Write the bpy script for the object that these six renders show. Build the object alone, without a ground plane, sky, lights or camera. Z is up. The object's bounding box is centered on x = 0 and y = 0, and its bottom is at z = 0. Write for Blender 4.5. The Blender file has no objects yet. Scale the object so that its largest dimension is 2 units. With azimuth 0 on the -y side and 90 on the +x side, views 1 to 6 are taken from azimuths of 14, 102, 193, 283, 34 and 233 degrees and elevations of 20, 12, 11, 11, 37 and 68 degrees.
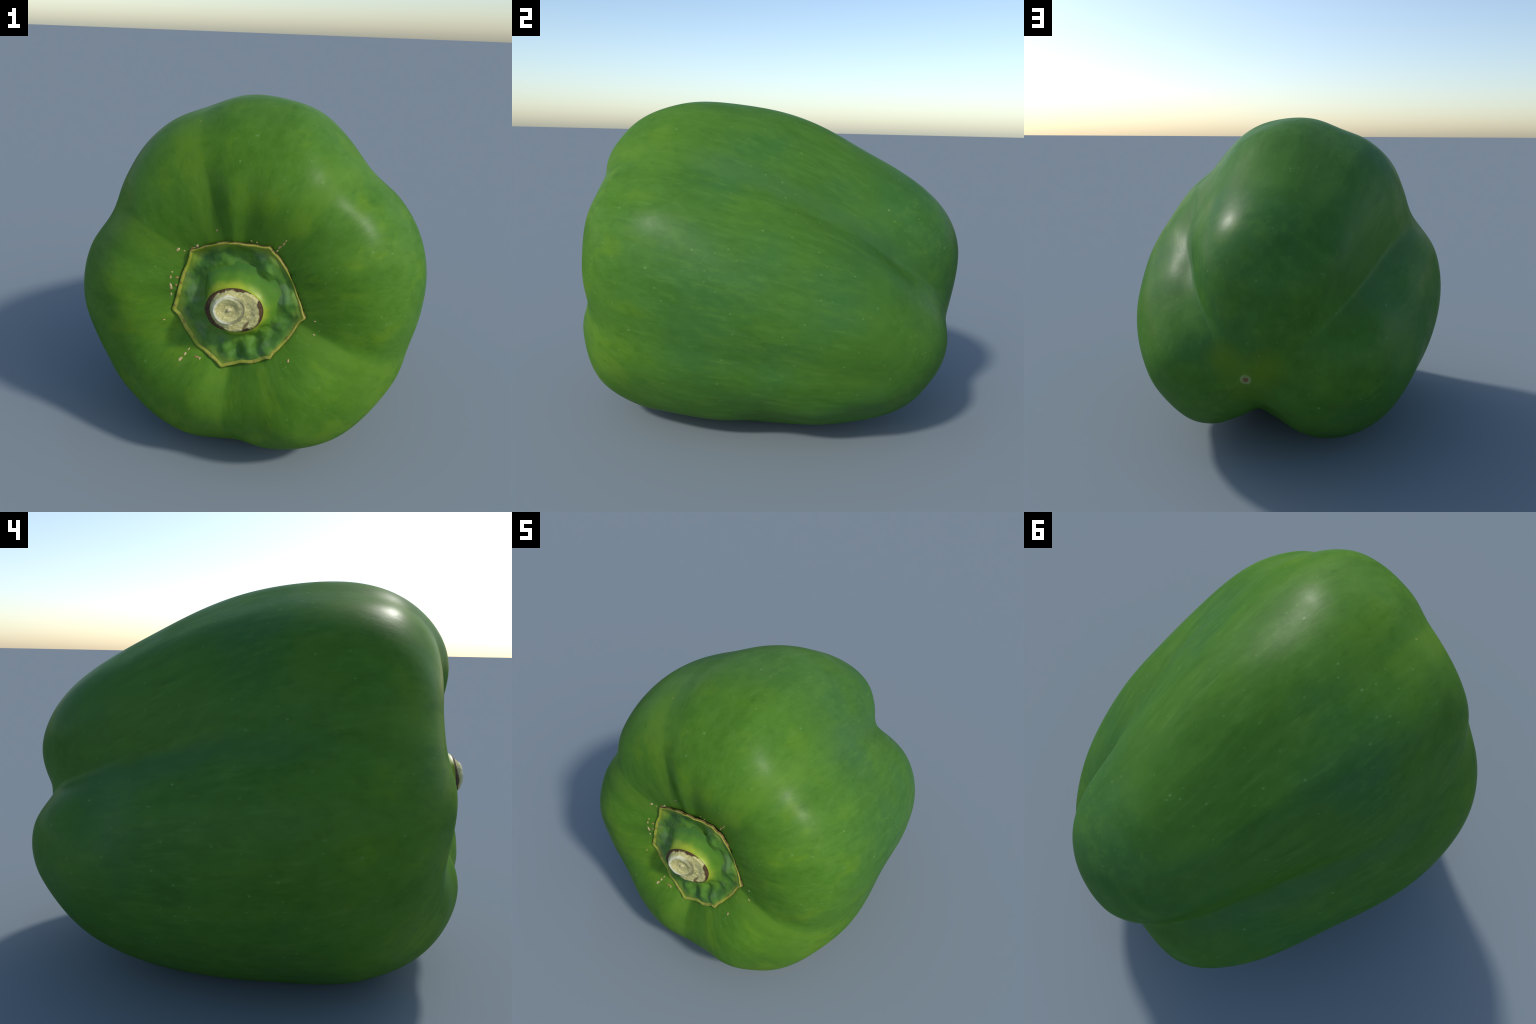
"""A green bell pepper lying on its side, stem towards -y, blossom end towards +y.

The flesh is a loft of named meridians that run from the stem pole to the blossom
pole: three deep furrows, two shallow ones, and the lobe flanks between them.
Each meridian is a profile (radius from the core at fixed stations along it).
Calyx, stem, cut face, blossom scar and cork flecks are meshes of their own.
"""
import bpy, math, random
import numpy as np
from mathutils import Vector, noise

random.seed(7)
rng = np.random.default_rng(7)

# ------------------------------------------------------------------ flesh: lofted meridians
CORE = np.array([0.06, -0.02, 0.74])
AXIS = np.array([-0.01620, 0.96570, -0.25917])      # stem pole -> blossom pole
SIDE = np.cross(AXIS, (0, 0, 1)); SIDE /= np.linalg.norm(SIDE)
UP = np.cross(SIDE, AXIS)

STATIONS = np.radians([0, 12, 21, 30, 40, 51, 63, 78, 94, 110, 126, 140, 152, 163, 172, 180])
STEM_POLE, BLOSSOM_POLE = 0.816, 0.985

# course of each furrow round the fruit: (angle from the stem pole, angle round the axis)
FURROW_COURSE = {
    "low_right": [(0, -27), (22, -26), (35, -22), (54, -20), (85, -13), (120, -11), (180, -11)],
    "upper_right": [(0, 46), (20, 45), (35, 46), (50, 49), (64, 49), (75, 48), (97, 50), (123, 51.5), (140, 53), (151, 56),
                    (160, 62), (170, 66), (180, 66)],
    "top": [(0, 110), (21, 109), (35, 108), (52, 111), (100, 112), (180, 112)],
    "upper_left": [(0, 150), (20, 151), (34, 154), (47, 161), (65, 158), (87, 154), (111, 151), (132, 149), (143, 147),
                   (151, 146), (180, 146)],
    "bottom": [(0, 268), (48, 268), (120, 276), (150, 272), (168, 258), (180, 250)],
}
LOBES = [("low_right", "upper_right", 4), ("upper_right", "top", 4), ("top", "upper_left", 3), ("upper_left", "bottom", 6),
         ("bottom", "low_right", 5)]


def ease(a, b, x):
    t = np.clip((x - a) / (b - a), 0.0, 1.0)
    return t * t * (3 - 2 * t)


# how sharply each furrow is folded (0 round, 1 crease) on its way from stem to blossom end
FOLD = {
    "low_right": lambda t: .75 * (1 - ease(35, 65, t)) * ease(8, 16, t),
    "upper_right": lambda t: .75 * ease(45, 80, t) * (1 - ease(166, 176, t)),
    "top": lambda t: .7 * (1 - ease(28, 50, t)) * ease(8, 16, t),
    "upper_left": lambda t: .5 * (1 - ease(35, 50, t)) * ease(8, 16, t) + .75 * ease(65, 100, t) * (1 - ease(150, 168, t)),
    "bottom": lambda t: .7 * (1 - ease(40, 60, t)) * ease(8, 16, t) + .4 * ease(60, 90, t) * (1 - ease(160, 174, t)),
}

# radius of each meridian at the inner stations
PROFILE = {
    "low_right_furrow": [0.838, 0.887, 0.959, 1.003, 0.984, 0.906, 0.810, 0.761, 0.774, 0.838, 0.923, 1.004, 1.025, 1.004],
    "low_right_to_upper_right_a": [0.846, 0.917, 0.998, 1.040, 0.996, 0.909, 0.817, 0.789, 0.800, 0.858, 0.931, 1.001, 1.026, 1.000],
    "low_right_to_upper_right_b": [0.854, 0.949, 1.035, 1.058, 1.015, 0.918, 0.838, 0.799, 0.798, 0.849, 0.915, 0.979, 1.014, 0.992],
    "low_right_to_upper_right_c": [0.864, 0.979, 1.059, 1.073, 1.018, 0.912, 0.818, 0.776, 0.785, 0.822, 0.882, 0.941, 0.986, 0.986],
    "low_right_to_upper_right_d": [0.867, 0.979, 1.059, 1.065, 0.988, 0.889, 0.790, 0.751, 0.751, 0.773, 0.828, 0.883, 0.955, 0.983],
    "upper_right_furrow": [0.876, 0.997, 1.072, 1.050, 0.972, 0.848, 0.764, 0.703, 0.692, 0.731, 0.772, 0.859, 0.938, 0.979],
    "upper_right_to_top_a": [0.894, 1.044, 1.114, 1.093, 1.011, 0.904, 0.800, 0.756, 0.743, 0.791, 0.879, 0.933, 0.958, 0.979],
    "upper_right_to_top_b": [0.905, 1.064, 1.129, 1.131, 1.065, 0.968, 0.879, 0.831, 0.831, 0.885, 0.971, 0.994, 0.978, 0.979],
    "upper_right_to_top_c": [0.910, 1.054, 1.130, 1.128, 1.081, 0.994, 0.935, 0.897, 0.884, 0.943, 1.019, 1.030, 0.995, 0.981],
    "upper_right_to_top_d": [0.924, 1.058, 1.120, 1.128, 1.082, 1.012, 0.946, 0.905, 0.909, 0.974, 1.042, 1.048, 1.006, 0.984],
    "top_furrow": [0.909, 1.010, 1.094, 1.111, 1.062, 0.997, 0.927, 0.890, 0.900, 0.973, 1.045, 1.054, 1.015, 0.988],
    "top_to_upper_left_a": [0.899, 1.006, 1.085, 1.113, 1.073, 1.008, 0.936, 0.891, 0.899, 0.966, 1.034, 1.048, 1.005, 0.989],
    "top_to_upper_left_b": [0.884, 0.993, 1.074, 1.103, 1.056, 0.991, 0.914, 0.855, 0.858, 0.920, 1.006, 1.021, 0.992, 0.988],
    "top_to_upper_left_c": [0.869, 0.975, 1.058, 1.083, 1.017, 0.940, 0.863, 0.801, 0.794, 0.845, 0.937, 0.980, 0.983, 0.987],
    "upper_left_furrow": [0.855, 0.949, 1.040, 1.042, 0.995, 0.907, 0.834, 0.755, 0.736, 0.788, 0.871, 0.962, 0.984, 0.987],
    "upper_left_to_bottom_a": [0.845, 0.928, 1.026, 1.063, 1.056, 1.005, 0.925, 0.855, 0.855, 0.887, 1.014, 1.038, 0.994, 0.983],
    "upper_left_to_bottom_b": [0.838, 0.918, 1.033, 1.079, 1.082, 1.038, 0.974, 0.916, 0.912, 0.976, 1.053, 1.065, 0.991, 0.977],
    "upper_left_to_bottom_c": [0.826, 0.865, 0.990, 1.042, 1.063, 1.018, 0.970, 0.935, 0.925, 0.980, 1.039, 1.028, 0.990, 0.970],
    "upper_left_to_bottom_d": [0.818, 0.839, 0.926, 1.016, 1.040, 1.044, 0.955, 0.916, 0.912, 0.952, 0.998, 1.000, 0.978, 0.961],
    "upper_left_to_bottom_e": [0.816, 0.838, 0.935, 1.030, 1.058, 1.021, 0.936, 0.857, 0.841, 0.889, 0.922, 0.942, 0.938, 0.950],
    "upper_left_to_bottom_f": [0.813, 0.836, 0.968, 1.048, 1.047, 0.999, 0.860, 0.775, 0.744, 0.731, 0.771, 0.836, 0.869, 0.939],
    "bottom_furrow": [0.813, 0.836, 0.962, 1.029, 0.996, 0.957, 0.810, 0.736, 0.710, 0.698, 0.736, 0.775, 0.860, 0.938],
    "bottom_to_low_right_a": [0.818, 0.869, 0.992, 1.039, 1.032, 0.971, 0.852, 0.780, 0.758, 0.756, 0.803, 0.838, 0.905, 0.945],
    "bottom_to_low_right_b": [0.822, 0.891, 1.014, 1.074, 1.053, 0.979, 0.833, 0.769, 0.763, 0.803, 0.852, 0.917, 0.947, 0.956],
    "bottom_to_low_right_c": [0.821, 0.892, 1.029, 1.063, 1.059, 0.972, 0.867, 0.799, 0.761, 0.825, 0.893, 0.964, 0.982, 0.970],
    "bottom_to_low_right_d": [0.827, 0.891, 1.012, 1.048, 1.041, 0.950, 0.857, 0.783, 0.780, 0.843, 0.899, 0.982, 1.002, 0.985],
    "bottom_to_low_right_e": [0.835, 0.893, 0.980, 1.023, 1.009, 0.939, 0.840, 0.778, 0.790, 0.838, 0.925, 0.991, 1.015, 0.997],
}

COURSE_T = np.array([0, 20, 35, 50, 64, 80, 97, 111, 123, 132, 143, 151, 160, 170, 180.0])


def course(points):
    a, b = np.array(points, float).T
    x = np.linspace(0, 180, 361)
    y = np.interp(x, COURSE_T, np.interp(COURSE_T, a, b))
    k = np.hanning(41); k /= k.sum()
    return np.convolve(np.pad(y, 20, mode="edge"), k, "valid")


def build_meridians():
    c = {g: course(p) for g, p in FURROW_COURSE.items()}
    courses, folds, radii = [], [], []
    for a, b, n in LOBES:
        nxt = c[b] + (360 if b == "low_right" else 0)
        for i in range(n + 1):
            courses.append(c[a] + (nxt - c[a]) * i / (n + 1))
            folds.append(FOLD[a] if i == 0 else None)
            name = a + "_furrow" if i == 0 else "%s_to_%s_%s" % (a, b, "abcdef"[i - 1])
            radii.append([STEM_POLE, *PROFILE[name], BLOSSOM_POLE])
    return np.array(courses), folds, np.array(radii)


COURSES, FOLDS, RADII = build_meridians()


def spline_matrix(x):
    n, h = len(x), np.diff(x)
    A, B = np.zeros((n, n)), np.zeros((n, n))
    A[0, 0] = A[-1, -1] = 1
    for i in range(1, n - 1):
        A[i, i - 1:i + 2] = h[i - 1], 2 * (h[i - 1] + h[i]), h[i]
        B[i, i - 1:i + 2] = 6 / h[i - 1], -6 / h[i - 1] - 6 / h[i], 6 / h[i]
    return np.linalg.solve(A, B)


CURVATURE = spline_matrix(STATIONS) @ RADII.T


def radius(theta, phi):
    """Distance from the core to the skin in direction (theta from stem pole, phi round the axis)."""
    theta, phi = np.asarray(theta, float), np.asarray(phi, float)
    td, pd = np.degrees(theta), np.degrees(phi)
    Q, M, ar = len(td), len(COURSES), np.arange(len(td))
    i = np.clip(np.searchsorted(STATIONS, theta, side="right") - 1, 0, len(STATIONS) - 2)
    H = STATIONS[i + 1] - STATIONS[i]
    a = ((STATIONS[i + 1] - theta) / H)[:, None]; b = 1 - a
    R = a * RADII.T[i] + b * RADII.T[i + 1] + ((a ** 3 - a) * CURVATURE[i] + (b ** 3 - b) * CURVATURE[i + 1]) * (H ** 2 / 6)[:, None]
    f = td * 2; j = np.clip(f.astype(int), 0, 359); f = f - j
    X = (COURSES[:, j] * (1 - f) + COURSES[:, j + 1] * f).T
    pd = (pd - X[:, 0]) % 360 + X[:, 0]
    s = (X <= pd[:, None]).sum(1) - 1
    Xe = np.concatenate([X[:, -1:] - 360, X, X[:, :2] + 360], 1)
    xx = lambda m: Xe[ar, np.clip(m + 1, 0, M + 2)]
    rr = lambda m: R[ar, m % M]
    fold = np.zeros((Q, M))
    for m, g in enumerate(FOLDS):
        if g:
            fold[:, m] = g(td)

    def slope(m, right):
        dl, dr, c = xx(m) - xx(m - 1), xx(m + 1) - xx(m), fold[ar, m % M]
        wl, wr = dr / (dl + dr), dl / (dl + dr)
        if right:
            wl = wl * (1 - c); wr = 1 - wl
        else:
            wr = wr * (1 - c); wl = 1 - wr
        return wl * (rr(m) - rr(m - 1)) / dl + wr * (rr(m + 1) - rr(m)) / dr

    x0, x1 = xx(s), xx(s + 1)
    h = x1 - x0; t = (pd - x0) / h
    return ((2 * t ** 3 - 3 * t ** 2 + 1) * rr(s) + (t ** 3 - 2 * t ** 2 + t) * h * slope(s, True)
            + (3 * t ** 2 - 2 * t ** 3) * rr(s + 1) + (t ** 3 - t ** 2) * h * slope(s + 1, False))


def heading(theta, phi):
    return (-np.cos(theta)[:, None] * AXIS + np.sin(theta)[:, None]
            * (np.cos(phi)[:, None] * SIDE + np.sin(phi)[:, None] * UP))


def skin(theta, phi):
    return CORE + radius(theta, phi)[:, None] * heading(theta, phi)


def on_skin(points, lift=0.0):
    """Move points along the line from the core until they sit on the skin."""
    q = np.asarray(points, float) - CORE
    n = q / np.linalg.norm(q, axis=1)[:, None]
    th, ph = np.arccos(np.clip(n @ -AXIS, -1, 1)), np.arctan2(n @ UP, n @ SIDE)
    return CORE + (radius(th, ph) + lift)[:, None] * n


# ------------------------------------------------------------------ mesh helpers
def make_object(name, verts, faces, material, parent, smooth=True):
    me = bpy.data.meshes.new(name)
    me.from_pydata([tuple(map(float, v)) for v in verts], [], faces)
    me.validate(); me.update()
    if smooth:
        me.polygons.foreach_set("use_smooth", [True] * len(me.polygons))
    me.materials.append(material)
    ob = bpy.data.objects.new(name, me)
    bpy.context.collection.objects.link(ob)
    ob.parent = parent
    return ob


def loft(rings, cap_start=False, cap_end=False):
    """Closed rings of equal length -> verts, quads; optional fan to the ring's middle."""
    n = len(rings[0])
    verts = [v for r in rings for v in r]
    faces = [(i * n + j, i * n + (j + 1) % n, (i + 1) * n + (j + 1) % n, (i + 1) * n + j)
             for i in range(len(rings) - 1) for j in range(n)]
    for on, ring, base, flip in ((cap_start, rings[0], 0, True), (cap_end, rings[-1], (len(rings) - 1) * n, False)):
        if on:
            verts.append(np.mean(ring, axis=0)); c = len(verts) - 1
            faces += [((base + (j + 1) % n, base + j, c) if flip else (base + j, base + (j + 1) % n, c)) for j in range(n)]
    return verts, faces


def recentre(ob, origin):
    """Give the part its own origin without moving it."""
    o = Vector(origin)
    ob.data.transform(__import__("mathutils").Matrix.Translation(-o))
    ob.location = o


# ------------------------------------------------------------------ node helpers
class Nodes:
    def __init__(self, name):
        self.mat = bpy.data.materials.new(name)
        self.mat.use_nodes = True
        self.t = self.mat.node_tree
        self.bsdf = self.t.nodes["Principled BSDF"]

    def put(self, socket, value):
        if hasattr(value, "is_output"):
            self.t.links.new(value, socket)
        elif value is not None:
            socket.default_value = value

    def node(self, kind, out=0, props=None, **inputs):
        n = self.t.nodes.new(kind)
        for k, v in (props or {}).items():
            setattr(n, k, v)
        for k, v in inputs.items():
            self.put(n.inputs[int(k[1:]) if k[0] == "i" and k[1:].isdigit() else k.replace("_", " ")], v)
        return n.outputs[out]

    def object_coords(self):
        return self.node("ShaderNodeTexCoord", "Object")

    def math(self, op, a, b=0.0, clamp=False):
        return self.node("ShaderNodeMath", props={"operation": op, "use_clamp": clamp}, i0=a, i1=b)

    def vec(self, op, a, b=None, out=0):
        return self.node("ShaderNodeVectorMath", out, {"operation": op}, i0=a, i1=b)

    def noise(self, vector, scale, detail=2.0, rough=0.5, distort=0.0):
        return self.node("ShaderNodeTexNoise", "Fac", Vector=vector, Scale=scale, Detail=detail, Roughness=rough, Distortion=distort)

    def span(self, value, lo, hi, to_lo=0.0, to_hi=1.0):
        return self.node("ShaderNodeMapRange", props={"interpolation_type": "SMOOTHSTEP"}, i0=value, i1=lo, i2=hi, i3=to_lo, i4=to_hi)

    def mix(self, fac, a, b, mode="MIX"):
        n = self.t.nodes.new("ShaderNodeMix")
        n.data_type, n.blend_type = "RGBA", mode
        for s, v in ((n.inputs[0], fac), (n.inputs[6], a), (n.inputs[7], b)):
            self.put(s, (*v, 1.0) if isinstance(v, tuple) and len(v) == 3 else v)
        return n.outputs[2]

    def near(self, coords, centre, r_in, r_out):
        """1 within r_in of centre, fading to 0 at r_out."""
        d = self.vec("DISTANCE", coords, centre, out=1)
        return self.span(d, r_in, r_out, 1.0, 0.0)

    def finish(self, colour, roughness=0.45, specular=0.3, bump=None, strength=0.2, distance=0.01):
        self.put(self.bsdf.inputs["Base Color"], colour)
        self.put(self.bsdf.inputs["Roughness"], roughness)
        self.put(self.bsdf.inputs["Specular IOR Level"], specular)
        if bump is not None:
            self.put(self.bsdf.inputs["Normal"], self.node("ShaderNodeBump", Strength=strength, Distance=distance, Height=bump))
        return self.mat


# ------------------------------------------------------------------ materials
def flesh_material():
    m = Nodes("pepper_skin")
    p0 = m.object_coords()
    p = m.vec("SUBTRACT", p0, (0.08, 0.0, 0.80))
    along = m.node("ShaderNodeSeparateXYZ", 1, Vector=p0)
    # the fibres run from the stem (0.08, -0.9, 0.88) to the blossom scar (0, 0.93, 0.53)
    middle = m.node("ShaderNodeCombineXYZ", i0=m.math("MULTIPLY", m.math("ADD", along, 0.9), -0.046), i2=m.math("MULTIPLY", m.math("ADD", along, 0.48), -0.19))
    sep = m.t.nodes.new("ShaderNodeSeparateXYZ"); m.put(sep.inputs[0], m.vec("SUBTRACT", p, middle))
    x, y, z = sep.outputs
    rho = m.math("MAXIMUM", m.math("SQRT", m.math("ADD", m.math("MULTIPLY", x, x), m.math("MULTIPLY", z, z))), 0.02)
    girth = m.math("POWER", m.math("MINIMUM", m.math("DIVIDE", rho, 0.75), 1.0), 0.35)      # fewer fibres where they converge
    ux = m.math("MULTIPLY", m.math("DIVIDE", x, rho), girth)
    uz = m.math("MULTIPLY", m.math("DIVIDE", z, rho), girth)

    def fibre(across, along, inward):
        """Coordinates stretched along the meridians, so that noise runs in streaks from pole to pole."""
        return m.node("ShaderNodeCombineXYZ", i0=m.math("MULTIPLY", ux, across),
                      i1=m.math("ADD", m.math("MULTIPLY", y, along), m.math("MULTIPLY", rho, inward)),
                      i2=m.math("MULTIPLY", uz, across))

    # fibres show from the stem to the shoulders and break up into soft mottling at the blossom end
    tip = m.span(y, 0.35, 0.80)
    blend = lambda a, b: m.math("ADD", m.math("MULTIPLY", a, m.math("SUBTRACT", 1.0, tip)), m.math("MULTIPLY", b, tip))
    streak = blend(m.noise(fibre(9.0, 2.2, 1.6), 1.0, 5.0, 0.62), m.noise(p, 5.0, 4.0, 0.6))
    fine = blend(m.noise(fibre(30.0, 6.0, 5.0), 1.0, 4.0, 0.7), m.noise(p, 26.0, 4.0, 0.65))
    mottle = blend(m.noise(fibre(14.0, 9.0, 7.0), 1.6, 5.0, 0.65), m.noise(p, 12.0, 5.0, 0.6))
    broad = m.noise(p, 1.7, 3.0, 0.5)
    stem_end = m.span(m.math("ADD", y, m.math("MULTIPLY", m.math("SUBTRACT", streak, 0.5), 0.5)), -0.95, -0.15, 1.0, 0.0)
    patch = m.noise(fibre(3.2, 2.4, 2.2), 1.3, 3.0, 0.55)
    leaf, blue, lime, deep = (0.064, 0.160, 0.023), (0.050, 0.142, 0.034), (0.125, 0.235, 0.016), (0.046, 0.128, 0.014)
    c = m.mix(m.span(broad, 0.40, 0.66), leaf, blue)
    c = m.mix(m.math("MULTIPLY", stem_end, 0.85), c, (0.082, 0.190, 0.014))
    c = m.mix(m.math("MULTIPLY", m.math("MULTIPLY", m.span(patch, 0.48, 0.66), stem_end), 0.75), c, lime)
    c = m.mix(m.math("MULTIPLY", m.span(patch, 0.48, 0.30), 0.38), c, deep)
    c = m.mix(m.math("MULTIPLY", m.span(streak, 0.48, 0.72), 0.35), c, (0.098, 0.210, 0.024))
    c = m.mix(m.math("MULTIPLY", m.span(streak, 0.52, 0.28), 0.30), c, (0.040, 0.120, 0.013))
    c = m.mix(m.math("MULTIPLY", m.span(mottle, 0.48, 0.75), 0.40), c, (0.092, 0.205, 0.036))
    c = m.mix(m.math("MULTIPLY", m.span(mottle, 0.50, 0.28), 0.35), c, (0.038, 0.112, 0.014))
    c = m.mix(m.math("MULTIPLY", m.span(fine, 0.52, 0.80), 0.45), c, (0.115, 0.235, 0.046))
    c = m.mix(m.math("MULTIPLY", m.span(fine, 0.46, 0.22), 0.35), c, (0.036, 0.105, 0.012))
    # soft blue-green bands along the two long furrows
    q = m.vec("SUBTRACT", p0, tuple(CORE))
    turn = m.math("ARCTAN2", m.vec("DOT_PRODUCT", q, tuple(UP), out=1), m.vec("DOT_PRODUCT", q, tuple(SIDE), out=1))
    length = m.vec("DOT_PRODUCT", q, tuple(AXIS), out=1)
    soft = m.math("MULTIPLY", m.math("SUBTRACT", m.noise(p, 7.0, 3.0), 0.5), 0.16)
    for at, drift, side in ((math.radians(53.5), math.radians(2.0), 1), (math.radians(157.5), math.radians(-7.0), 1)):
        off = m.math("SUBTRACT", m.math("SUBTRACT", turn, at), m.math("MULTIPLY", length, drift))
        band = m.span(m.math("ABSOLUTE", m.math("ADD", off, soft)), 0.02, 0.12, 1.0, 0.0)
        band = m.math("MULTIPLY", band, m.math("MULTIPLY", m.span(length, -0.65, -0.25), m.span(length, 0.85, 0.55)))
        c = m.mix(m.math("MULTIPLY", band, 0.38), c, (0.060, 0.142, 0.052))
    # sunlit flank of each shoulder fold, coloured paler and yellower up to the fold
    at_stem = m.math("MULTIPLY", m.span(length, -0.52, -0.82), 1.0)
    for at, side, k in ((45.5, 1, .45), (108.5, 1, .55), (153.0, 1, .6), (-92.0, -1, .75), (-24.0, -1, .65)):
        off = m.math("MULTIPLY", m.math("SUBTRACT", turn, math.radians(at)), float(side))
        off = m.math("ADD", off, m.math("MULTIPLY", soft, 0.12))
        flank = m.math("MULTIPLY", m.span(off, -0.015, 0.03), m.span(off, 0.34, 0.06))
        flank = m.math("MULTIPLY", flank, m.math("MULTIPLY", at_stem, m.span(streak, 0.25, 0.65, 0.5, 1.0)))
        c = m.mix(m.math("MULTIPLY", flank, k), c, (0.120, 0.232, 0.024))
    # yellowing in the dimples round the blossom scar
    for centre, r, k in (((-0.18, 0.93, -0.20), 0.15, 0.60), ((0.005, 0.93, -0.18), 0.14, 0.60), ((-0.09, 0.93, -0.30), 0.20, 0.45)):
        c = m.mix(m.math("MULTIPLY", m.near(p, centre, 0.02, r), k), c, (0.115, 0.190, 0.010))
    # pale lenticels and a few tan ones
    for scale, size, share, colour in ((17.0, 0.085, 0.93, (0.20, 0.32, 0.12)), (11.0, 0.055, 0.95, (0.40, 0.40, 0.12)),
                                       (34.0, 0.15, 0.84, (0.14, 0.27, 0.075))):
        v = m.t.nodes.new("ShaderNodeTexVoronoi")
        m.put(v.inputs["Vector"], m.node("ShaderNodeMapping", Vector=p, Scale=(1.0, 0.72, 1.0), Location=(scale, 0, 0)))
        m.put(v.inputs["Scale"], scale)
        pick = m.node("ShaderNodeTexWhiteNoise", "Value", Vector=v.outputs["Position"])
        dot = m.math("MULTIPLY", m.span(v.outputs["Distance"], size * 0.4, size * 1.5, 1.0, 0.0), m.math("GREATER_THAN", pick, share))
        c = m.mix(m.math("MULTIPLY", dot, m.span(fine, 0.3, 0.6, 0.15, 0.65)), c, colour)
    rough = m.span(m.noise(p, 6.0, 3.0), 0.3, 0.7, 0.31, 0.41)
    h = m.math("ADD", m.math("MULTIPLY", fine, 0.6), m.math("MULTIPLY", mottle, 0.8))
    c = m.mix(1.0, c, (0.95, 1.0, 0.93), "MULTIPLY")
    facing = m.node("ShaderNodeLayerWeight", "Facing", Blend=0.5)
    gloss = m.span(facing, 0.32, 0.82, 0.090, 0.010)          # waxy skin: a soft highlight, no bright fringe at the outline
    return m.finish(c, rough, gloss, h, 0.08, 0.010)


def calyx_material():
    m = Nodes("calyx_green")
    p = m.object_coords()                                   # origin at the stem's axis
    flat = m.vec("MULTIPLY", p, (1.0, 0.0, 1.0))
    r = m.vec("LENGTH", flat, out=1)
    n1, n2 = m.noise(p, 16.0, 4.0, 0.6), m.noise(p, 60.0, 3.0, 0.6)
    c = m.mix(m.span(n1, 0.32, 0.62), (0.045, 0.132, 0.016), (0.080, 0.200, 0.020))
    c = m.mix(m.math("MULTIPLY", m.span(m.noise(p, 11.0, 4.0), 0.50, 0.66), 0.6), c, (0.130, 0.215, 0.085))  # pale sheen on the plate, mixed into the colour as grey-green patches
    c = m.mix(m.math("MULTIPLY", m.span(n2, 0.5, 0.75), 0.3), c, (0.09, 0.20, 0.03))
    rr = m.math("ADD", r, m.math("MULTIPLY", m.math("SUBTRACT", n1, 0.5), 0.06))
    c = m.mix(m.math("MULTIPLY", m.span(rr, 0.235, 0.290), 0.85), c, (0.185, 0.270, 0.022))
    c = m.mix(m.math("MULTIPLY", m.span(rr, 0.215, 0.150), 0.8), c, (0.110, 0.240, 0.014))
    return m.finish(c, 0.42, 0.3, n2, 0.15, 0.006)


def calyx_rim_material():
    m = Nodes("calyx_edge")
    p = m.object_coords()
    n1, n2 = m.noise(p, 12.0, 4.0, 0.65), m.noise(p, 45.0, 3.0)
    c = m.mix(m.span(n1, 0.35, 0.6), (0.240, 0.300, 0.022), (0.350, 0.340, 0.050))
    c = m.mix(m.math("MULTIPLY", m.span(n2, 0.55, 0.68), 0.65), c, (0.160, 0.095, 0.035))
    return m.finish(c, 0.5, 0.25, n2, 0.2, 0.004)


def calyx_edge_brown():
    m = Nodes("dried_edge")
    p = m.object_coords()
    n = m.noise(p, 24.0, 4.0, 0.65)
    c = m.mix(m.span(n, 0.35, 0.65), (0.060, 0.045, 0.012), (0.235, 0.160, 0.060))
    return m.finish(c, 0.65, 0.15, n, 0.2, 0.004)


def stem_material():
    m = Nodes("stem_green")
    p = m.object_coords()                                   # y runs along the stem, -y outwards
    sep = m.t.nodes.new("ShaderNodeSeparateXYZ"); m.put(sep.inputs[0], p)
    n1, n2 = m.noise(p, 14.0, 4.0, 0.6), m.noise(p, 70.0, 3.0)
    out = m.math("ADD", sep.outputs[1], m.math("MULTIPLY", m.math("SUBTRACT", n1, 0.5), 0.03))
    c = m.mix(m.span(out, 0.036, 0.000), (0.085, 0.220, 0.014), (0.320, 0.400, 0.030))
    c = m.mix(m.span(out, 0.040, 0.062), c, (0.055, 0.165, 0.018))
    side = m.span(m.noise(m.vec("MULTIPLY", p, (1.0, 0.0, 1.0)), 7.0, 2.0), 0.5, 0.66)
    c = m.mix(m.math("MULTIPLY", side, 0.45), c, (0.130, 0.280, 0.016))
    c = m.mix(m.math("MULTIPLY", m.span(n2, 0.5, 0.8), 0.35), c, (0.150, 0.160, 0.030))
    return m.finish(c, 0.4, 0.3, n2, 0.12, 0.005)


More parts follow.
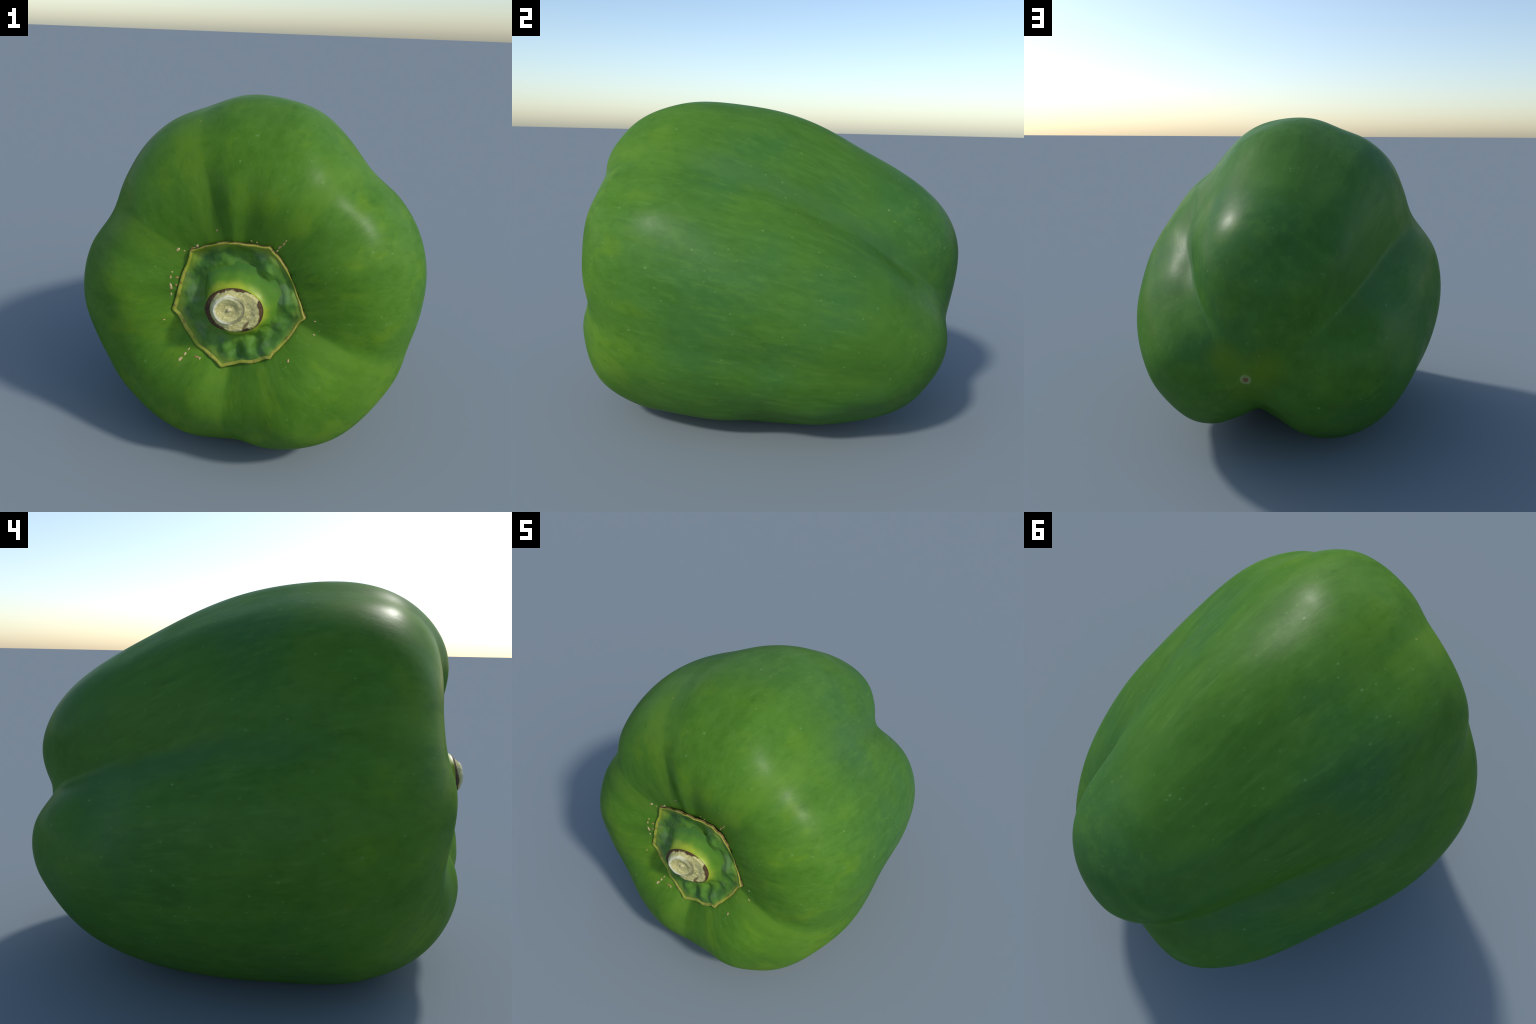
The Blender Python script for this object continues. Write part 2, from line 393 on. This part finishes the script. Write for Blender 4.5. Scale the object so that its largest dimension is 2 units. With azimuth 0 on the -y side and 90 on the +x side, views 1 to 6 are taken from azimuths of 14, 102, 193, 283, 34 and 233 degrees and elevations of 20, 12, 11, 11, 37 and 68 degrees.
def cut_face_material():
    m = Nodes("cut_face_cork")
    p = m.object_coords()                                   # origin at the knob's middle
    flat = m.vec("MULTIPLY", p, (1.0, 0.0, 1.0))
    warp = m.noise(p, 22.0, 4.0, 0.65)
    wob = m.math("MULTIPLY", m.math("SUBTRACT", warp, 0.5), 0.02)
    r = m.math("ADD", m.vec("LENGTH", flat, out=1), wob)
    edge = m.vec("LENGTH", m.vec("MULTIPLY", m.vec("SUBTRACT", flat, (0.017, 0.0, -0.008)), (1 / 0.127, 0.0, 1 / 0.101)), out=1)
    edge = m.math("ADD", edge, m.math("MULTIPLY", m.math("SUBTRACT", warp, 0.5), 0.14))
    grain = m.noise(p, 130.0, 4.0, 0.7)
    c = m.mix(m.span(grain, 0.35, 0.7), (0.400, 0.365, 0.120), (0.660, 0.610, 0.300))
    c = m.mix(m.math("MULTIPLY", m.span(m.noise(p, 30.0, 3.0), 0.4, 0.65), 0.2), c, (0.330, 0.330, 0.140))
    # pale growth ring on the knob's shoulder, grey furrow on its far side, pin in the middle
    ring = m.math("MULTIPLY", m.span(r, 0.048, 0.058), m.span(r, 0.072, 0.064))
    sep = m.t.nodes.new("ShaderNodeSeparateXYZ"); m.put(sep.inputs[0], p)
    left = m.span(m.math("SUBTRACT", m.math("MULTIPLY", sep.outputs[2], 0.15), sep.outputs[0]), -0.045, 0.005)
    c = m.mix(m.math("MULTIPLY", m.math("MULTIPLY", ring, left), 0.75), c, (0.640, 0.640, 0.480))
    c = m.mix(m.math("MULTIPLY", m.math("MULTIPLY", ring, m.math("SUBTRACT", 1.0, left)), 0.7), c, (0.150, 0.150, 0.090))
    inner = m.math("MULTIPLY", m.span(r, 0.016, 0.024), m.span(r, 0.036, 0.028))
    c = m.mix(m.math("MULTIPLY", inner, 0.25), c, (0.170, 0.150, 0.070))
    c = m.mix(m.math("MULTIPLY", m.span(r, 0.013, 0.006), 0.7), c, (0.520, 0.440, 0.300))
    # brown bark line round the rim, a split towards the lower right
    bark = m.math("ADD", edge, m.math("MULTIPLY", m.span(m.noise(flat, 11.0, 3.0), 0.40, 0.66), 0.15))
    bark = m.math("ADD", bark, m.math("MULTIPLY", m.span(sep.outputs[0], -0.03, -0.10), 0.20))
    c = m.mix(m.span(bark, 0.97, 1.03), c, m.mix(m.span(grain, 0.35, 0.65), (0.040, 0.024, 0.012), (0.110, 0.062, 0.026)))
    split = m.vec("LENGTH", m.vec("MULTIPLY", m.node("ShaderNodeVectorRotate", props={"rotation_type": "Y_AXIS"},
                  Vector=m.vec("SUBTRACT", flat, (0.072, 0.0, -0.070)), Angle=-0.55), (1 / 0.008, 0.0, 1 / 0.032)), out=1)
    split = m.math("ADD", split, m.math("MULTIPLY", m.math("SUBTRACT", warp, 0.5), 1.4))
    c = m.mix(m.math("MULTIPLY", m.span(split, 1.1, 0.6), 0.8), c, (0.110, 0.060, 0.028))
    return m.finish(c, 0.7, 0.2, grain, 0.35, 0.004)


def scar_material():
    m = Nodes("blossom_scar_cork")
    p = m.object_coords()
    n = m.noise(p, 90.0, 3.0)
    r = m.math("ADD", m.vec("LENGTH", p, out=1), m.math("MULTIPLY", m.math("SUBTRACT", n, 0.5), 0.006))
    c = m.mix(m.span(r, 0.009, 0.016), (0.160, 0.085, 0.036), (0.185, 0.235, 0.080))
    c = m.mix(m.span(r, 0.022, 0.030), c, (0.105, 0.185, 0.012))
    return m.finish(c, 0.6, 0.2, n, 0.2, 0.003)


def cork_material():
    m = Nodes("cork_fleck")
    p = m.object_coords()
    n = m.noise(p, 40.0, 4.0, 0.7)
    c = m.mix(m.span(n, 0.38, 0.62), (0.330, 0.190, 0.065), (0.620, 0.480, 0.240))
    return m.finish(c, 0.75, 0.15, n, 0.2, 0.003)


# ------------------------------------------------------------------ build
pepper = bpy.data.objects.new("green_bell_pepper", None)
bpy.context.collection.objects.link(pepper)
pepper["label"] = "green bell pepper lying on its side, trimmed stem"
pepper["category"] = "bell pepper"

# calyx: an angular plate in the hollow of the stem end, corners in order round the stem
STEM_X, STEM_Z = 0.08, 0.88
RIM = np.array([
    (0.379, -0.866, 0.862), (0.339, -0.851, 0.962), (0.296, -0.845, 1.053), (0.207, -0.853, 1.156), (0.115, -0.862, 1.162),
    (0.043, -0.868, 1.168), (-0.052, -0.855, 1.139), (-0.151, -0.837, 1.094), (-0.173, -0.842, 1.034), (-0.198, -0.852, 0.967),
    (-0.218, -0.853, 0.879), (-0.237, -0.852, 0.801), (-0.213, -0.855, 0.777), (-0.188, -0.860, 0.740), (-0.142, -0.868, 0.671),
    (-0.130, -0.873, 0.657), (-0.058, -0.895, 0.621), (0.007, -0.910, 0.588), (0.023, -0.913, 0.582), (0.055, -0.908, 0.590),
    (0.118, -0.916, 0.615), (0.209, -0.924, 0.647), (0.249, -0.928, 0.675), (0.312, -0.892, 0.750), (0.356, -0.872, 0.829)])
NA = 192
ALPHA = np.linspace(0, 2 * math.pi, NA, endpoint=False)


def round_stem(values_at, angles):
    order = np.argsort(angles)
    a, v = angles[order], values_at[order]
    out = np.interp(ALPHA, np.r_[a[-3:] - 2 * math.pi, a, a[:3] + 2 * math.pi], np.r_[v[-3:], v, v[:3]])
    k = np.array([1, 2, 1]) / 4                             # soften the corners a little
    return np.convolve(np.r_[out[-1:], out, out[:1]], k, "valid")


rim_angle = np.arctan2(RIM[:, 2] - STEM_Z, RIM[:, 0] - STEM_X) % (2 * math.pi)
RIM_R = round_stem(np.hypot(RIM[:, 0] - STEM_X, RIM[:, 2] - STEM_Z), rim_angle)
RIM_Y = round_stem(RIM[:, 1], rim_angle) + 0.010
for corner in (0, 3, 7, 11, 18, 22):                        # the sepal tips: small points, turned up a little
    near = np.abs((ALPHA - rim_angle[corner] + math.pi) % (2 * math.pi) - math.pi)
    RIM_R = RIM_R + 0.009 * np.exp(-(near / 0.045) ** 2)
    RIM_Y = RIM_Y - 0.006 * np.exp(-(near / 0.07) ** 2)
RIM_R = RIM_R + np.array([0.004 * noise.noise((4 * math.cos(a), 4 * math.sin(a), 8.1)) for a in ALPHA])
RIM_Y = RIM_Y + np.array([0.005 * noise.noise((3 * math.cos(a) * 3, 3 * math.sin(a) * 3, 1.3)) for a in ALPHA])
COLLAR_R = (0.153 + 0.010 * np.cos(ALPHA) + 0.024 * np.sin(ALPHA) + 0.012 * np.cos(3 * ALPHA - 1.0)
            + np.array([0.012 * noise.noise((2.5 * math.cos(a), 2.5 * math.sin(a), 3.7)) for a in ALPHA]))


def seat(x, z):
    """Plane on which the calyx lies."""
    return -0.873 + 0.125 * (z - 0.87) - 0.04 * (x - 0.08)


CUP = 0.006

# hollows pressed into the calyx: (x, z relative to the stem, depth, width)
HOLLOWS = [(-.163, .207, .010, .030), (-.194, .080, .013, .030), (-.180, .005, .012, .030), (-.080, -.160, .014, .030),
           (.012, -.207, .013, .026), (.093, -.145, .014, .024), (-.008, .220, .008, .030), (.045, .188, .012, .030),
           (.185, .105, .010, .036), (.218, -.030, .010, .030), (.160, -.100, .012, .026), (-.12, -.09, .010, .03),
           (-.050, -.205, -.009, .020), (.055, -.205, -.009, .018), (.130, -.170, -.008, .020), (-.100, .200, -.008, .03),
           (.120, .170, -.010, .030), (.235, .060, -.008, .03), (-.150, -.120, -.006, .02)]


def calyx_ring(s, lift=0.0, relief=1.0):
    """s = 0 at the rim, 1 at the collar of the stem."""
    ring = []
    for k, a in enumerate(ALPHA):
        r = RIM_R[k] * (1 - s) + COLLAR_R[k] * s
        dx, dz = r * math.cos(a), r * math.sin(a)
        x, z = STEM_X + dx, STEM_Z + dz
        y = RIM_Y[k] * (1 - ease(0, .7, s)) + (seat(x, z) + 0.004) * ease(0, .7, s)
        y += relief * CUP * ease(0.06, .45, s)                # the plate is cupped behind its raised rim
        w = relief * ease(0.05, .3, s) * (1 - .6 * ease(.85, 1, s))
        for hx, hz, d, wd in HOLLOWS:
            y += 1.7 * w * d * math.exp(-((dx - hx) ** 2 + (dz - hz) ** 2) / (2 * wd * wd))
        y += w * (0.006 * noise.noise((dx * 20, dz * 20, 0.4)) + 0.0025 * noise.noise((dx * 55, dz * 55, 2.4)))
        ring.append((x, y + lift, z))
    return ring


# flesh
NT, NP = 210, 400
T = np.linspace(0, math.pi, NT + 1)[1:-1]
P = np.linspace(0, 2 * math.pi, NP, endpoint=False)
shell = radius(np.repeat(T, NP), np.tile(P, len(T))).reshape(len(T), NP)
for _ in range(4):                                          # round the bottoms of the furrows
    shell = 0.5 * shell + 0.25 * (np.roll(shell, 1, 1) + np.roll(shell, -1, 1))
    shell[1:-1] = 0.5 * shell[1:-1] + 0.25 * (shell[:-2] + shell[2:])
where = (CORE + shell.reshape(-1, 1) * heading(np.repeat(T, NP), np.tile(P, len(T))))
for k, (x, y, z) in enumerate(where):                       # the hollow the calyx sits in
    if y > -0.7 or math.hypot(x - STEM_X, z - STEM_Z) > 0.36:
        continue
    a = math.atan2(z - STEM_Z, x - STEM_X) % (2 * math.pi)
    rim = np.interp(a, np.r_[ALPHA, 2 * math.pi], np.r_[RIM_R, RIM_R[0]])
    rim_y = np.interp(a, np.r_[ALPHA, 2 * math.pi], np.r_[RIM_Y, RIM_Y[0]])
    s = 1 - math.hypot(x - STEM_X, z - STEM_Z) / rim
    if s > -0.05:
        inner = ease(0.0, 0.22, s)
        deep = rim_y * (1 - inner) + max(seat(x, z), rim_y) * inner + 0.009 + (CUP + 0.034) * inner
        allow = deep - 0.06 * min(1.0, -s / 0.05) if s < 0 else deep
        if y < allow:
            shell[k // NP, k % NP] *= (allow - CORE[1]) / (y - CORE[1])
body = (CORE + shell.reshape(-1, 1) * heading(np.repeat(T, NP), np.tile(P, len(T)))).reshape(len(T), NP, 3)
verts, faces = loft(list(body), True, True)
verts[-2] = CORE - AXIS * STEM_POLE
verts[-1] = CORE + AXIS * BLOSSOM_POLE
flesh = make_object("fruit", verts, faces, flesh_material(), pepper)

front = [calyx_ring(s) for s in np.linspace(0.13, 1.06, 60)]
back = [calyx_ring(s, 0.012, 1.0) for s in np.linspace(1.06, 0.13, 12)]
v, f = loft(front + back)
calyx = make_object("calyx", v, f, calyx_material(), pepper)
recentre(calyx, (STEM_X, -0.87, STEM_Z))
v, f = loft([calyx_ring(0.022, -0.003, 0), calyx_ring(0.045, -0.0065, 0), calyx_ring(0.075, -0.0055, .4), calyx_ring(0.105, -.002, .8), calyx_ring(0.13), calyx_ring(0.145, .004)])
rim = make_object("calyx_rim", v, f, calyx_rim_material(), calyx)
recentre(rim, (STEM_X, -0.87, STEM_Z)); rim.location = (0, 0, 0)
v, f = loft([calyx_ring(0.145, .010), calyx_ring(0.08, .010, .6), calyx_ring(0.02, .008, 0), calyx_ring(0.0, .004, 0), calyx_ring(0.006, 0.0, 0),
             calyx_ring(0.022, -0.003, 0)])
edge = make_object("dried_rim_edge", v, f, calyx_edge_brown(), calyx)
recentre(edge, (STEM_X, -0.87, STEM_Z)); edge.location = (0, 0, 0)

# stem: flared collar rising to the cut
FACE_X, FACE_Z, FACE_RX, FACE_RZ = 0.080, 0.877, 0.128, 0.102


def face_y(x, z):
    return -0.919 + 0.13 * (x - 0.08) + 0.06 * (z - 0.877)


def stem_ring(s):
    """s = 0 under the calyx, 1 at the cut edge."""
    ring = []
    for k, a in enumerate(ALPHA):
        wave = 1 + 0.035 * noise.noise((2.2 * math.cos(a), 2.2 * math.sin(a), 5.0))
        ex, ez = FACE_X + FACE_RX * wave * math.cos(a), FACE_Z + FACE_RZ * wave * math.sin(a)
        bx, bz = STEM_X + COLLAR_R[k] * 1.12 * math.cos(a), STEM_Z + COLLAR_R[k] * 1.12 * math.sin(a)
        q = 1 - (1 - s) ** 1.6                               # concave flare
        x, z = bx + (ex - bx) * q, bz + (ez - bz) * q
        y0, y1 = seat(bx, bz) + CUP + 0.012, face_y(ex, ez)
        y = y0 + (y1 - y0) * s + 0.004 * noise.noise((x * 18, z * 18, 2.0)) * math.sin(math.pi * s)
        ring.append((x, y, z))
    return ring


v, f = loft([stem_ring(s) for s in np.linspace(0, 1, 26)])
stem = make_object("stem", v, f, stem_material(), pepper)
recentre(stem, (FACE_X, -0.905, FACE_Z))

KNOB_X, KNOB_Z = 0.063, 0.885


def knob_y(x):
    return -0.950 + 0.33 * (x - KNOB_X)


def face_ring(kind, t):
    ring = []
    for k, a in enumerate(ALPHA):
        wave = 1 + 0.035 * noise.noise((2.2 * math.cos(a), 2.2 * math.sin(a), 5.0))
        ex, ez = FACE_X + FACE_RX * wave * math.cos(a), FACE_Z + FACE_RZ * wave * math.sin(a)
        kr = 0.066 * (1 + 0.05 * noise.noise((1.5 * math.cos(a), 1.5 * math.sin(a), 9.0)))
        kx, kz = KNOB_X + kr * math.cos(a), KNOB_Z + kr * math.sin(a)
        if kind == "disc":                                   # t 0 edge .. 1 foot of the knob
            x, z = ex + (kx - ex) * t, ez + (kz - ez) * t
            y = face_y(x, z) - 0.010 * ease(0, .25, t) + (knob_y(x) + 0.008 - face_y(x, z) + .010) * ease(.35, 1.0, t)
        else:                                                # t 0 knob shoulder .. 1 middle
            x, z = kx + (KNOB_X - kx) * t, kz + (KNOB_Z - kz) * t
            flat = knob_y(x) * .75 + knob_y(KNOB_X) * .25
            y = flat * ease(0, .3, t) + knob_y(x) * (1 - ease(0, .3, t)) + 0.012 * ease(.1, .75, t) - 0.010 * ease(.82, .95, t)
            y += 0.006 * math.sin(math.pi * ease(0, .2, t)) * (0.5 + 0.5 * math.cos(a))
        y += 0.0022 * noise.noise((x * 55, z * 55, 3.0)) * (1 if kind != "disc" or t > 0.05 else 0)
        ring.append((x, y, z))
    return ring


rings = [face_ring("disc", t) for t in np.linspace(0, 1, 22)] + [face_ring("knob", t) for t in np.linspace(0.04, 0.98, 22)]
v, f = loft(rings, False, True)
face = make_object("cut_face", v, f, cut_face_material(), stem)
recentre(face, (KNOB_X, -0.93, KNOB_Z))
face.location = Vector((KNOB_X, -0.93, KNOB_Z)) - stem.location

# blossom scar: a small corky button with a sunk middle, seated on the skin
SCAR = on_skin([(-0.006, 0.935, 0.533)])[0]
e = 0.03
around = on_skin([SCAR + (e, 0, 0), SCAR - (e, 0, 0), SCAR + (0, 0, e), SCAR - (0, 0, e)])
n = np.cross(around[2] - around[3], around[0] - around[1]); n /= np.linalg.norm(n)
n = n if n[1] > 0 else -n
side = np.cross(n, (0, 0, 1)); side /= np.linalg.norm(side); up = np.cross(side, n)
rings = []
for r, h in ((0.033, -0.002), (0.028, 0.0012), (0.022, 0.0030), (0.016, 0.0030), (0.012, 0.0012), (0.008, 0.0005), (0.004, 0.001)):
    ring = []
    for a in np.linspace(0, 2 * math.pi, 40, endpoint=False):
        q = r * (1 + 0.12 * math.cos(3 * a + 0.6) + 0.08 * noise.noise((math.cos(a) * 2, math.sin(a) * 2, 4)))
        base = on_skin([SCAR + side * q * math.cos(a) + up * q * math.sin(a)])[0]
        ring.append(base + n * h)
    rings.append(ring)
v, f = loft(rings, False, True)
scar = make_object("blossom_scar", v, f, scar_material(), pepper)
recentre(scar, SCAR)

# cork flecks left where the calyx has torn from the skin: (x, z, length, width, tilt in degrees)
FLECKS = [(-.220, 1.103, .022, .009, 50), (-.193, 1.101, .008, .006, 0), (-.150, 1.118, .024, .010, 20), (-.130, 1.133, .014, .009, 60),
          (-.243, .966, .016, .006, 95), (-.219, .966, .012, .008, 30), (-.241, .924, .022, .008, 100), (-.241, .910, .012, .009, 60),
          (-.244, .881, .014, .006, 90), (-.222, .928, .010, .006, 80), (-.270, .751, .008, .006, 0),
          (.242, 1.153, .018, .006, 42), (.256, 1.173, .018, .007, 42), (.272, 1.190, .016, .006, 42), (.281, 1.203, .010, .004, 42),
          (-.165, .592, .020, .011, 40), (-.150, .613, .013, .009, 50), (-.139, .632, .012, .006, 55), (-.120, .662, .016, .006, -30),
          (-.093, .610, .020, .007, 0), (-.078, .606, .010, .006, 80), (.312, .680, .012, .008, 60),
          (.127, 1.186, .012, .005, -40), (.152, 1.182, .010, .005, -40), (-.031, 1.216, .012, .006, 60), (.425, .853, .008, .006, 0),
          (.425, .790, .012, .005, -30), (-.240, .990, .008, .006, 0), (-.225, .870, .008, .005, 0)]
verts, faces = [], []
for x, z, length, width, tilt in FLECKS:
    c = on_skin([(x, -0.86, z)])[0]
    t = math.radians(tilt)
    rows = []
    for r, h in ((1.0, -0.002), (0.8, 0.0012), (0.4, 0.0022)):
        ring = []
        for a in np.linspace(0, 2 * math.pi, 12, endpoint=False):
            w = 1 + 0.35 * noise.noise((x * 40 + math.cos(a) * 1.5, z * 40 + math.sin(a) * 1.5, 7))
            u, q = 0.65 * length * r * w * math.cos(a), 0.65 * width * r * w * math.sin(a)
            p = on_skin([c + np.array((u * math.cos(t) - q * math.sin(t), 0, u * math.sin(t) + q * math.cos(t)))], h)[0]
            ring.append(p)
        rows.append(ring)
    v, f = loft(rows, False, True)
    o = len(verts)
    verts += v
    faces += [tuple(o + i for i in q) for q in f]
flecks = make_object("cork_flecks", verts, faces, cork_material(), pepper)
flecks["kind"] = "stuff"

for ob in (flesh, calyx, rim, edge, stem, face, scar, flecks):     # all faces outward
    import bmesh
    bm = bmesh.new(); bm.from_mesh(ob.data)
    bmesh.ops.recalc_face_normals(bm, faces=bm.faces)
    bm.to_mesh(ob.data); bm.free()
